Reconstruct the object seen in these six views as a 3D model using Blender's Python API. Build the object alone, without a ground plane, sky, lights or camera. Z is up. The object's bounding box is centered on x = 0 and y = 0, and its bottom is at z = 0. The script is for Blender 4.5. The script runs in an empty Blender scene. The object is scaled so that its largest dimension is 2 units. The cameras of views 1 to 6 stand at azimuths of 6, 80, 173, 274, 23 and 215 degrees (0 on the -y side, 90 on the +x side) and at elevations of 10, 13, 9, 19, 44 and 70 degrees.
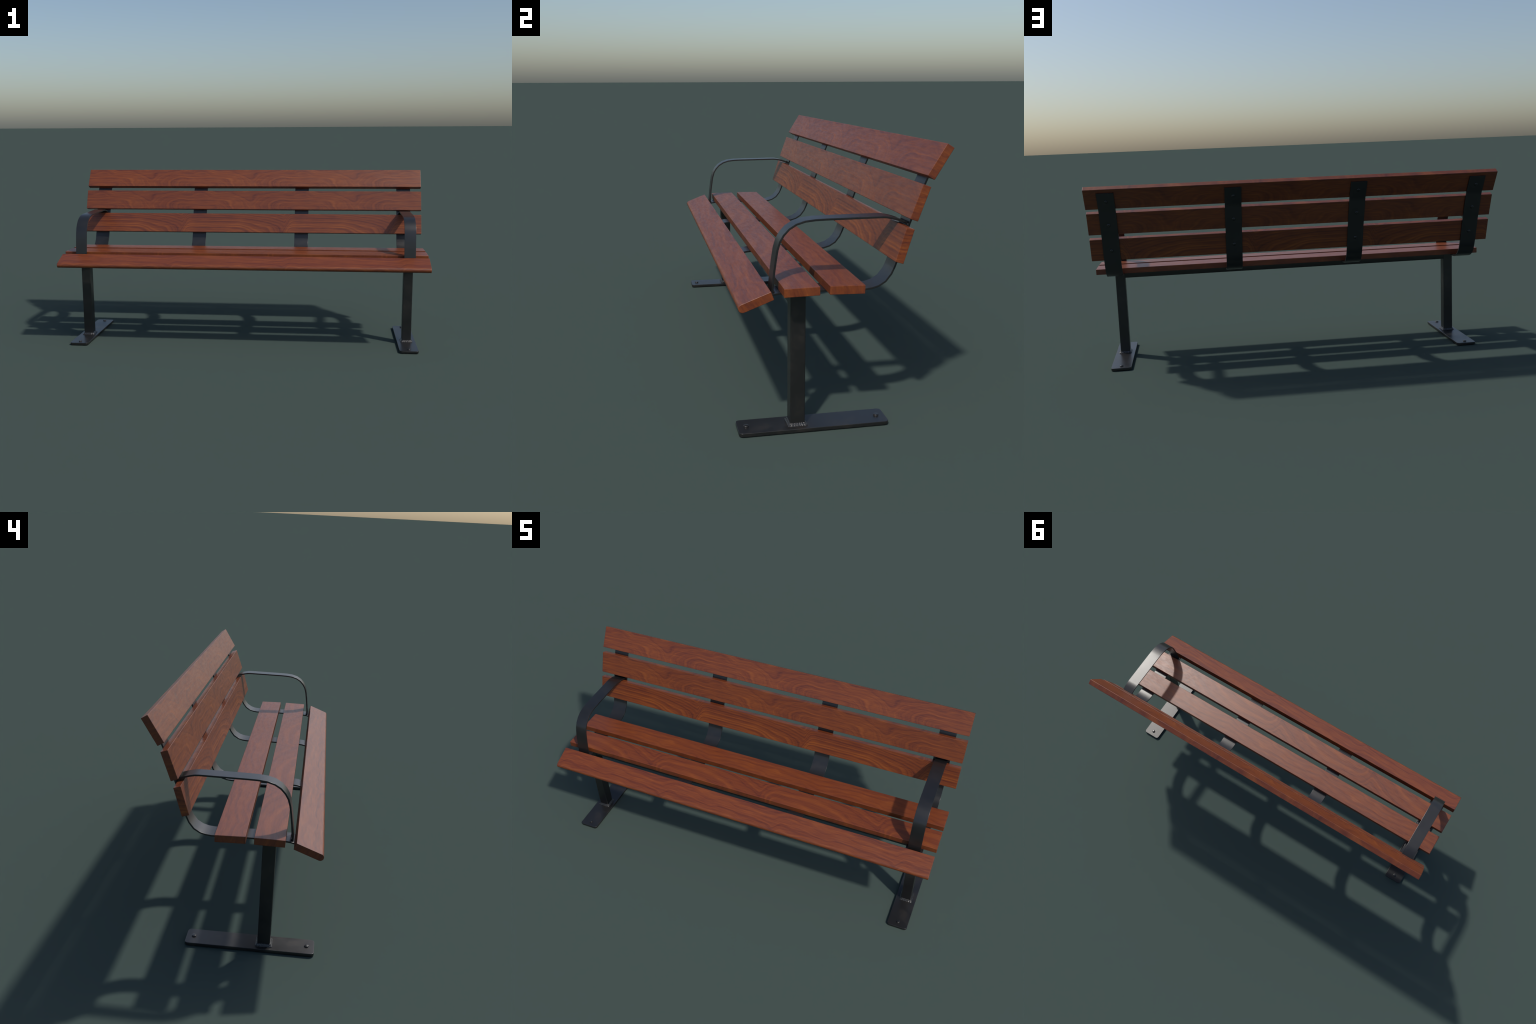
"""A park bench: six hardwood slats on four bent flat-steel straps, two square
posts with bolted foot plates, a square crossbeam and two bent flat armrests."""
import bpy, bmesh, math, random
from mathutils import Vector, Matrix

random.seed(7)
COL = bpy.context.scene.collection


# ----------------------------------------------------------------- materials
class Graph:
    """Small helper for building node trees."""
    def __init__(self, name):
        self.mat = bpy.data.materials.new(name)
        self.mat.use_nodes = True
        self.nt = self.mat.node_tree
        self.bsdf = self.nt.nodes["Principled BSDF"]

    def _set(self, sock, v):
        if hasattr(v, "is_output"):
            self.nt.links.new(v, sock)
        else:
            sock.default_value = v

    def math(self, op, a, b=0.0, c=None):
        n = self.nt.nodes.new("ShaderNodeMath")
        n.operation = op
        self._set(n.inputs[0], a)
        self._set(n.inputs[1], b)
        if c is not None:
            self._set(n.inputs[2], c)
        return n.outputs[0]

    def xyz(self):
        t = self.nt.nodes.new("ShaderNodeTexCoord")
        s = self.nt.nodes.new("ShaderNodeSeparateXYZ")
        self.nt.links.new(t.outputs["Object"], s.inputs[0])
        return s.outputs[0], s.outputs[1], s.outputs[2]

    def vec(self, x, y, z):
        n = self.nt.nodes.new("ShaderNodeCombineXYZ")
        for i, v in enumerate((x, y, z)):
            self._set(n.inputs[i], v)
        return n.outputs[0]

    def noise(self, vec, scale=1.0, detail=2.0, rough=0.5, w=None, distortion=0.0):
        n = self.nt.nodes.new("ShaderNodeTexNoise")
        n.noise_dimensions = '4D' if w is not None else '3D'
        self._set(n.inputs["Vector"], vec)
        if w is not None:
            self._set(n.inputs["W"], w)
        n.inputs["Scale"].default_value = scale
        n.inputs["Detail"].default_value = detail
        n.inputs["Roughness"].default_value = rough
        n.inputs["Distortion"].default_value = distortion
        return n.outputs["Fac"]

    def ramp(self, fac, stops):
        n = self.nt.nodes.new("ShaderNodeValToRGB")
        self.nt.links.new(fac, n.inputs[0])
        e = n.color_ramp.elements
        while len(e) < len(stops):
            e.new(0.5)
        for el, (p, c) in zip(e, stops):
            el.position = p
            el.color = (*c, 1.0)
        return n.outputs[0]

    def remap(self, v, a, b, c, d):
        n = self.nt.nodes.new("ShaderNodeMapRange")
        self._set(n.inputs[0], v)
        for i, k in enumerate((a, b, c, d)):
            n.inputs[i + 1].default_value = k
        return n.outputs[0]

    def bump(self, height, strength, dist):
        n = self.nt.nodes.new("ShaderNodeBump")
        n.inputs["Strength"].default_value = strength
        n.inputs["Distance"].default_value = dist
        self.nt.links.new(height, n.inputs["Height"])
        self.nt.links.new(n.outputs[0], self.bsdf.inputs["Normal"])


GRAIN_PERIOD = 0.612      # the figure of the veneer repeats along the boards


def wood_material(name, seed, heart=-0.95, skew=0.8, foot=-0.065, rise=9.0, arch=2.0,
                  slope=0.0, warp=0.5, contrast=1.0, ring=0.0, flat_top=1.3):
    """Oiled mahogany.  Local x runs along the board, y across, z through it.
    The growth layers are contour lines of a smooth field: arches nested round
    a heart that comes back every GRAIN_PERIOD along the board (lopsided by
    `skew`), a slope across the board and a slow bending noise.  Each contour
    takes its own tone from a one-dimensional noise of the field."""
    g = Graph(name)
    x, y, z = g.xyz()
    u = g.math('DIVIDE', g.math('SUBTRACT', x, heart), GRAIN_PERIOD)
    th = g.math('MULTIPLY', u, 2 * math.pi)
    c, s = g.math('COSINE', th), g.math('SINE', th)
    yy = g.math("MULTIPLY_ADD", z, 0.18, y)

    def periodic(along, across, detail, rough, w0):
        return g.noise(g.vec(g.math('MULTIPLY', c, along), g.math('MULTIPLY', s, along),
                             g.math('MULTIPLY', z, across * 0.5)),
                       1.0, detail, rough, w=g.math('MULTIPLY_ADD', yy, across, w0))

    big = g.math('SUBTRACT', periodic(0.55, 10.0, 1.0, 0.4, seed), 0.5)
    mid = g.math("SUBTRACT", periodic(0.85, 26.0, 2.0, 0.5, seed + 5.3), 0.5)
    t = g.math('FRACT', g.math('MULTIPLY_ADD', big, 0.22, u))
    d = g.math('SMOOTH_MIN', g.math('DIVIDE', t, skew),
               g.math('DIVIDE', g.math('SUBTRACT', 1.0, t), 1.0 - skew), 0.30)
    d = g.math('POWER', g.math('MAXIMUM', d, 0.0), flat_top)
    e = g.math('MULTIPLY', g.math('SUBTRACT', yy, foot), rise)
    r = g.math('SQRT', g.math('ADD', g.math('MULTIPLY', d, d), g.math('MULTIPLY', e, e)))
    field = g.math('MULTIPLY', r, arch)
    field = g.math('MULTIPLY_ADD', yy, slope, field)
    field = g.math('MULTIPLY_ADD', big, warp, field)
    field = g.math('MULTIPLY_ADD', mid, warp * 0.22, field)
    flat = g.vec(field, seed, 0.0)
    layers = g.noise(flat, 3.0, 1.0, 0.5)
    lines = g.noise(flat, 10.0, 3.0, 0.65)
    streak = periodic(1.1, 150.0, 3.0, 0.6, seed + 9.1)
    cloud = periodic(0.7, 12.0, 2.0, 0.5, seed + 2.2)
    tone = g.math('MULTIPLY', layers, 0.31)
    tone = g.math('MULTIPLY_ADD', lines, 0.30, tone)
    tone = g.math('MULTIPLY_ADD', streak, 0.27, tone)
    tone = g.math('MULTIPLY_ADD', cloud, 0.12, tone)
    if ring:
        wave = g.math('SINE', g.math('MULTIPLY', field, 17.0))
        tone = g.math('MULTIPLY_ADD', wave, ring, tone)
    tone = g.math('MULTIPLY_ADD', g.math('SUBTRACT', tone, 0.5), contrast, 0.5)
    col = g.ramp(tone, [(0.34, (0.082, 0.0170, 0.0100)),
                        (0.46, (0.142, 0.0318, 0.0106)),
                        (0.56, (0.186, 0.0450, 0.0110)),
                        (0.68, (0.256, 0.0695, 0.0130))])
    g.nt.links.new(col, g.bsdf.inputs["Base Color"])
    pores = g.noise(g.vec(g.math('MULTIPLY', x, 60.0), g.math('MULTIPLY', y, 300.0),
                          g.math('MULTIPLY', z, 300.0)), 1.0, 3.0, 0.6)
    sheen = g.noise(g.vec(g.math('MULTIPLY', x, 24.0), g.math('MULTIPLY', y, 70.0), seed), 1.0, 3.0, 0.6)
    gloss = g.math('MULTIPLY_ADD', pores, 0.3, g.math('MULTIPLY', sheen, 0.45))
    gloss = g.math('MULTIPLY_ADD', lines, 0.25, gloss)
    g.nt.links.new(g.remap(gloss, 0.38, 0.62, 0.33, 0.46), g.bsdf.inputs["Roughness"])
    g.bsdf.inputs["Specular IOR Level"].default_value = 0.58
    g.bump(pores, 0.05, 0.0005)
    return g.mat


def steel_material(name, base, rough=0.35, grain=0.03, speckle=0.05, wear=1.0):
    """Black powder-coated steel: faint orange-peel grain, slightly uneven tone."""
    g = Graph(name)
    x, y, z = g.xyz()
    v = g.vec(x, y, z)
    n = g.noise(v, 700.0, 2.0, 0.6)
    cl = g.noise(v, 11.0, 4.0, 0.62)
    sp = g.noise(v, 240.0, 2.0, 0.6)
    g.nt.links.new(g.ramp(cl, [(0.34, tuple(b * 0.8 for b in base)), (0.52, base),
                               (0.70, (base[0] * (1 + .55 * wear), base[1] * (1 + .40 * wear), base[2] * (1 + .25 * wear)))]),
                   g.bsdf.inputs["Base Color"])
    mix = g.math('MULTIPLY_ADD', cl, 0.5, g.math('MULTIPLY', sp, 0.5))
    g.nt.links.new(g.remap(mix, 0.36, 0.64, rough - speckle, rough + speckle),
                   g.bsdf.inputs["Roughness"])
    g.bsdf.inputs["Specular IOR Level"].default_value = 0.71
    g.bump(n, grain, 0.0006)
    return g.mat


STEEL = steel_material("black_powder_coat", (0.0115, 0.0118, 0.0125), rough=0.33, grain=0.05)
STEEL_SMOOTH = steel_material("black_powder_coat_smooth", (0.0115, 0.0118, 0.0125), rough=0.315, grain=0.006,
                              speckle=0.02)
STEEL_WORN = steel_material("black_powder_coat_worn", (0.0118, 0.0115, 0.0115), rough=0.34, grain=0.05,
                            wear=2.2)
WELD = steel_material("weld_metal", (0.016, 0.0155, 0.015), rough=0.28, grain=0.5)


# ------------------------------------------------------------------ geometry
def finish(bm, name, mat, angle=35.0, weighted=True):
    bmesh.ops.recalc_face_normals(bm, faces=bm.faces)
    me = bpy.data.meshes.new(name)
    bm.to_mesh(me)
    bm.free()
    me.materials.append(mat)
    me.shade_smooth()
    me.set_sharp_from_angle(angle=math.radians(angle))
    return me


def place(name, me, parent, loc=(0, 0, 0), rot=(0, 0, 0), weighted=False):
    ob = bpy.data.objects.new(name, me)
    COL.objects.link(ob)
    ob.parent = parent
    ob.location = loc
    ob.rotation_euler = rot
    if weighted:
        m = ob.modifiers.new("weighted", 'WEIGHTED_NORMAL')
        m.keep_sharp = True
        m.weight = 80
    return ob


def prism_x(profile, half, bevel=0.0, seg=2):
    """Extrude a closed (y, z) profile along x from -half to +half."""
    bm = bmesh.new()
    a = [bm.verts.new((-half, p[0], p[1])) for p in profile]
    b = [bm.verts.new((half, p[0], p[1])) for p in profile]
    n = len(profile)
    for i in range(n):
        j = (i + 1) % n
        bm.faces.new((a[i], a[j], b[j], b[i]))
    bm.faces.new(a[::-1])
    bm.faces.new(b)
    bmesh.ops.recalc_face_normals(bm, faces=bm.faces)
    if bevel:
        edges = [e for e in bm.edges if e.calc_face_angle(0) > math.radians(40)]
        bmesh.ops.bevel(bm, geom=edges, offset=bevel, segments=seg, profile=0.5,
                        affect='EDGES', clamp_overlap=True)
    return bm


def offset_path(path, t):
    """Points of an open (y, z) polyline pushed by t along its right normal."""
    out = []
    for i, p in enumerate(path):
        p = Vector(p)
        dirs = []
        if i > 0:
            dirs.append((p - Vector(path[i - 1])).normalized())
        if i < len(path) - 1:
            dirs.append((Vector(path[i + 1]) - p).normalized())
        d = sum(dirs, Vector((0, 0))).normalized()
        nrm = Vector((d.y, -d.x))
        k = t / max(0.5, nrm.dot(Vector((dirs[0].y, -dirs[0].x))))
        out.append(tuple(p + nrm * k))
    return out


def flat_bar(path, t, width, bevel=0.0009):
    """A flat bar of the given width bent along a (y, z) path."""
    other = offset_path(path, t)
    bm = bmesh.new()
    h = width / 2
    rings = []
    for p, q in zip(path, other):
        rings.append([bm.verts.new(v) for v in
                      ((-h, *p), (h, *p), (h, *q), (-h, *q))])
    for r, s in zip(rings, rings[1:]):
        for i in range(4):
            j = (i + 1) % 4
            bm.faces.new((r[i], r[j], s[j], s[i]))
    bm.faces.new(rings[0][::-1])
    bm.faces.new(rings[-1])
    bmesh.ops.recalc_face_normals(bm, faces=bm.faces)
    edges = [e for e in bm.edges if e.calc_face_angle(0) > math.radians(50)]
    bmesh.ops.bevel(bm, geom=edges, offset=bevel, segments=2, profile=0.5, affect='EDGES')
    return bm


def rounded_rect(hx, hy, r, seg=4, cx=0.0, cy=0.0):
    pts = []
    for k, (sx, sy) in enumerate(((1, 1), (-1, 1), (-1, -1), (1, -1))):
        for i in range(seg + 1):
            a = math.pi / 2 * (k + i / seg)
            pts.append((cx + sx * (hx - r) + r * math.cos(a), cy + sy * (hy - r) + r * math.sin(a)))
    return pts


def stack(sections):
    """Loft closed loops of equal length: [(points_xy, z), ...], capped."""
    bm = bmesh.new()
    loops = [[bm.verts.new((p[0], p[1], z)) for p in pts] for pts, z in sections]
    n = len(loops[0])
    for a, b in zip(loops, loops[1:]):
        for i in range(n):
            j = (i + 1) % n
            bm.faces.new((a[i], a[j], b[j], b[i]))
    bm.faces.new(loops[0][::-1])
    bm.faces.new(loops[-1])
    return bm


def bolt_mesh(name, r, h, mat, dome=False):
    n = 16

    def ring(rad):
        return [(rad * math.cos(2 * math.pi * i / n), rad * math.sin(2 * math.pi * i / n))
                for i in range(n)]
    if dome:
        secs = [(ring(r), -0.001), (ring(r), h * 0.25), (ring(r * .9), h * 0.62),
                (ring(r * .66), h * .88), (ring(r * .3), h)]
    else:
        secs = [(ring(r), -0.001), (ring(r), h * 0.72), (ring(r * .93), h * .92),
                (ring(r * .82), h)]
    return finish(stack(secs), name, mat, 40)


# -------------------------------------------------------------------- bench
bench = bpy.data.objects.new("park_bench", None)
COL.objects.link(bench)
bench["label"] = "outdoor bench with reddish wood slats and black flat-steel frame"
bench["category"] = "park bench"

SLAT_T = 0.0278       # board thickness
SLAT_W = 0.1122       # board width

# (kind, centre y, centre z, tilt of the sitting face, wood material)
# tilt: direction of local +y (front to back, or bottom to top) in the y-z plane
W_TOP = wood_material("mahogany_backrest", 1.7, heart=-0.93, skew=0.52, foot=-0.048, rise=9.0,
                      arch=1.4, warp=1.5, contrast=1.5)
W_LOW = wood_material("mahogany_arched", 6.1, heart=-0.95, skew=0.88, foot=-0.068, rise=9.3,
                      arch=3.4, warp=0.5, contrast=1.45, ring=0.034, flat_top=2.1)
W_REAR = wood_material("mahogany_rear_seat", 12.4, heart=-0.60, skew=0.6, foot=-0.10, rise=6.0,
                       arch=0.5, slope=11.0, warp=1.3, contrast=1.35)
W_MID = wood_material("mahogany_middle_seat", 24.9, heart=-1.03, skew=0.88, foot=-0.075, rise=7.5,
                      arch=2.2, warp=0.8, contrast=1.3)
W_FRONT = wood_material("mahogany_front_seat", 33.3, heart=-0.93, skew=0.9, foot=-0.10, rise=6.0,
                        arch=0.6, slope=7.0, warp=0.8, contrast=1.35)


def slat_profile(nose=False):
    hw, ht = SLAT_W / 2, SLAT_T / 2
    if not nose:
        return [(-hw, -ht), (hw, -ht), (hw, ht), (-hw, ht)]
    pts = [(hw, -ht), (hw, ht)]
    for i in range(13):                      # bullnose towards the sitter's knees
        a = math.pi / 2 + math.pi * i / 12
        pts.append((-hw + ht + ht * math.cos(a), ht * math.sin(a)))
    return pts


def slat_mesh(name, mat, nose=False):
    return finish(prism_x(slat_profile(nose), 1.0, 0.0016, 3), name, mat, 60)


def add_slat(kind, me, cy, cz, deg):
    return place(kind, me, bench, (0, cy, cz), (math.radians(deg), 0, 0), weighted=True)


back_mesh = slat_mesh("backrest_board", W_TOP)
add_slat("backrest_slat", back_mesh, 0.2908, 0.8735, 58.3)
add_slat("backrest_slat", back_mesh, 0.2315, 0.7498, 70.1)
add_slat("backrest_slat", slat_mesh("backrest_board_arched", W_LOW), 0.1871, 0.6187, 73.1)
add_slat("seat_slat", slat_mesh("seat_board_rear", W_REAR), 0.0082, 0.4879, -1.4)
add_slat("seat_slat", slat_mesh("seat_board_middle", W_MID), -0.1349, 0.4882, 0.9)
add_slat("seat_slat", slat_mesh("seat_board_front", W_FRONT, nose=True), -0.2791, 0.4622, 20.9)

# --- bent flat-steel straps carrying seat and backrest
STRAP_T = 0.0065
STRAP = [(-0.3045, 0.4376), (-0.2280, 0.4668), (-0.2080, 0.4716), (-0.1900, 0.4732),
         (-0.0790, 0.4751), (-0.0475, 0.4753), (0.0640, 0.4721), (0.0850, 0.4722),
         (0.1050, 0.4745), (0.1260, 0.4806), (0.1480, 0.4940), (0.1655, 0.5165),
         (0.1755, 0.5380), (0.1840, 0.5613), (0.2165, 0.6676), (0.2258, 0.6930),
         (0.2634, 0.7973), (0.2730, 0.8194), (0.3213, 0.8978)]
strap_mesh = finish(flat_bar(STRAP, STRAP_T, 0.0806), "bent_strap", STEEL, 35)
screw_mesh = bolt_mesh("bolt_head", 0.0088, 0.0045, STEEL, dome=True)
# bolts through the strap, one per slat: (y, z on the slat side, outward direction in degrees)
BOLT_SPOTS = [(-0.270, 0.4506, 290.9), (-0.1349, 0.4741, 270.9), (0.0082, 0.4737, 268.6),
              (0.1995, 0.6120, 343.0), (0.2430, 0.7408, 340.2), (0.2965, 0.8575, 328.4)]
for sx in (-0.90, -0.305, 0.305, 0.90):
    strap = place("support_strap", strap_mesh, bench, (sx, 0, 0), weighted=True)
    for y, z, deg in BOLT_SPOTS:
        a = math.radians(deg)
        d = Vector((0, math.cos(a), math.sin(a)))
        b = place("bolt", screw_mesh, strap, Vector((0, y, z)) + d * STRAP_T)
        b.rotation_mode = 'QUATERNION'
        b.rotation_quaternion = d.to_track_quat('Z', 'X')

# --- armrests
ARM_T = 0.0069
ARM = [(-0.2185, 0.4705), (-0.2122, 0.5330), (-0.2068, 0.5740), (-0.2015, 0.6060),
       (-0.1935, 0.6325), (-0.1812, 0.6535), (-0.1635, 0.6725), (-0.1400, 0.6870),
       (-0.1110, 0.6957), (-0.0780, 0.6990), (-0.0450, 0.6998), (0.1360, 0.7006),
       (0.1530, 0.6994), (0.1700, 0.6960), (0.1880, 0.6910), (0.2218, 0.6806)]
arm_mesh = finish(flat_bar(ARM, ARM_T, 0.0606), "bent_armrest", STEEL_SMOOTH, 35)


def bead_bar(name, length, r, n, mat):
    """A straight weld bead along x, rippled by overlapping passes."""
    bm = bmesh.new()
    m = 8
    rings = []
    steps = n * 4
    for i in range(steps + 1):
        t = i / steps
        rr = r * (0.82 + 0.18 * abs(math.sin(math.pi * t * n))) * (0.5 if i in (0, steps) else 1)
        rings.append([bm.verts.new(((t - .5) * length, rr * math.cos(2 * math.pi * k / m),
                                    rr * math.sin(2 * math.pi * k / m))) for k in range(m)])
    for a, b in zip(rings, rings[1:]):
        for k in range(m):
            j = (k + 1) % m
            bm.faces.new((a[k], a[j], b[j], b[k]))
    bm.faces.new(rings[0][::-1])
    bm.faces.new(rings[-1])
    return finish(bm, name, mat, 60)


arm_bead = bead_bar("arm_weld_bead", 0.058, 0.0032, 9, WELD)
for sx in (-0.90, 0.90):
    arm = place("armrest", arm_mesh, bench, (sx, 0, 0), weighted=True)
    for y, z in ((0.2195, 0.6733), (-0.2100, 0.4735)):
        place("weld", arm_bead, arm, (0, y, z))

# --- crossbeam between the posts
POST_Y = -0.1303
POST_H = 0.0249
beam = [(p[0], p[1]) for p in rounded_rect(POST_H - 0.0006, 0.0235, 0.004, 3, POST_Y, 0.4440)]
place("crossbeam", finish(prism_x(beam, 0.8765), "square_tube_beam", STEEL, 40), bench)

# --- posts, foot plates, welds and anchor bolts
PLATE_T = 0.0125
post_secs = [(rounded_rect(POST_H, POST_H, 0.0035, 3), z) for z in (PLATE_T - 0.001, 0.4672)]
post_mesh = finish(stack(post_secs), "square_post", STEEL_WORN, 40)

PLATE_HX, PLATE_HY, PLATE_CY = 0.0500, 0.2513, -0.0753
plate_secs = [(rounded_rect(PLATE_HX - e, PLATE_HY - e, 0.0135 - e, 4), z)
              for e, z in ((0.0010, 0.0), (0.0, 0.0010), (0.0, PLATE_T - 0.0012),
                           (0.0004, PLATE_T - 0.0003), (0.0013, PLATE_T))]
plate_mesh = finish(stack(plate_secs), "foot_plate", STEEL_WORN, 50)


def weld_skirt():
    """Fillet weld round the foot of the post, rippled along its run."""
    bm = bmesh.new()
    prof = [(0.0078, -0.0005), (0.0081, 0.0014), (0.0068, 0.0032), (0.0046, 0.0040),
            (0.0037, 0.0058), (0.0031, 0.0082), (0.0013, 0.0101), (-0.0012, 0.0107)]
    per = []
    nside = 36
    for side in range(4):
        for i in range(nside):
            per.append((side, -1 + 2 * i / nside))
    loops = []
    rnd = random.Random(3)
    jit = [rnd.uniform(-1, 1) for _ in range(80)]
    for k, (side, t) in enumerate(per):
        ripple = 0.6 * math.sin(k * math.pi * 2 / 5.3 + jit[(k // 5) % 80])
        loop = []
        for o, z in prof:
            e = max(0.0, o + 0.0005 * ripple * (1 if 0 < z < 0.010 else 0.3)
                    + 0.0005 * jit[(k // 2) % 80])
            e = o if o < 0 else e
            rad = POST_H + e
            corner = max(0.0, abs(t) - 0.86) / 0.14
            lx, ly = t * rad, rad - corner ** 2 * 0.0030
            lx *= 1 - 0.06 * corner
            a = -side * math.pi / 2
            loop.append(bm.verts.new((lx * math.cos(a) - ly * math.sin(a),
                                      lx * math.sin(a) + ly * math.cos(a),
                                      z + 0.0003 * ripple * (z > 0))))
        loops.append(loop)
    n = len(loops)
    for i in range(n):
        a, b = loops[i], loops[(i + 1) % n]
        for k in range(len(prof) - 1):
            bm.faces.new((a[k], b[k], b[k + 1], a[k + 1]))
    return finish(bm, "fillet_weld", WELD, 60)


weld_mesh = weld_skirt()
anchor_mesh = bolt_mesh("anchor_bolt_head", 0.0088, 0.0052, STEEL_WORN)
for sx in (-0.90, 0.90):
    leg = place("leg", post_mesh, bench, (sx, POST_Y, 0), weighted=True)
    place("foot_plate", plate_mesh, leg, (0, PLATE_CY - POST_Y, 0), weighted=True)
    place("weld", weld_mesh, leg, (0, 0, PLATE_T))
    for y in (-0.2970, 0.1460):
        place("anchor_bolt", anchor_mesh, leg, (0, y - POST_Y, PLATE_T))
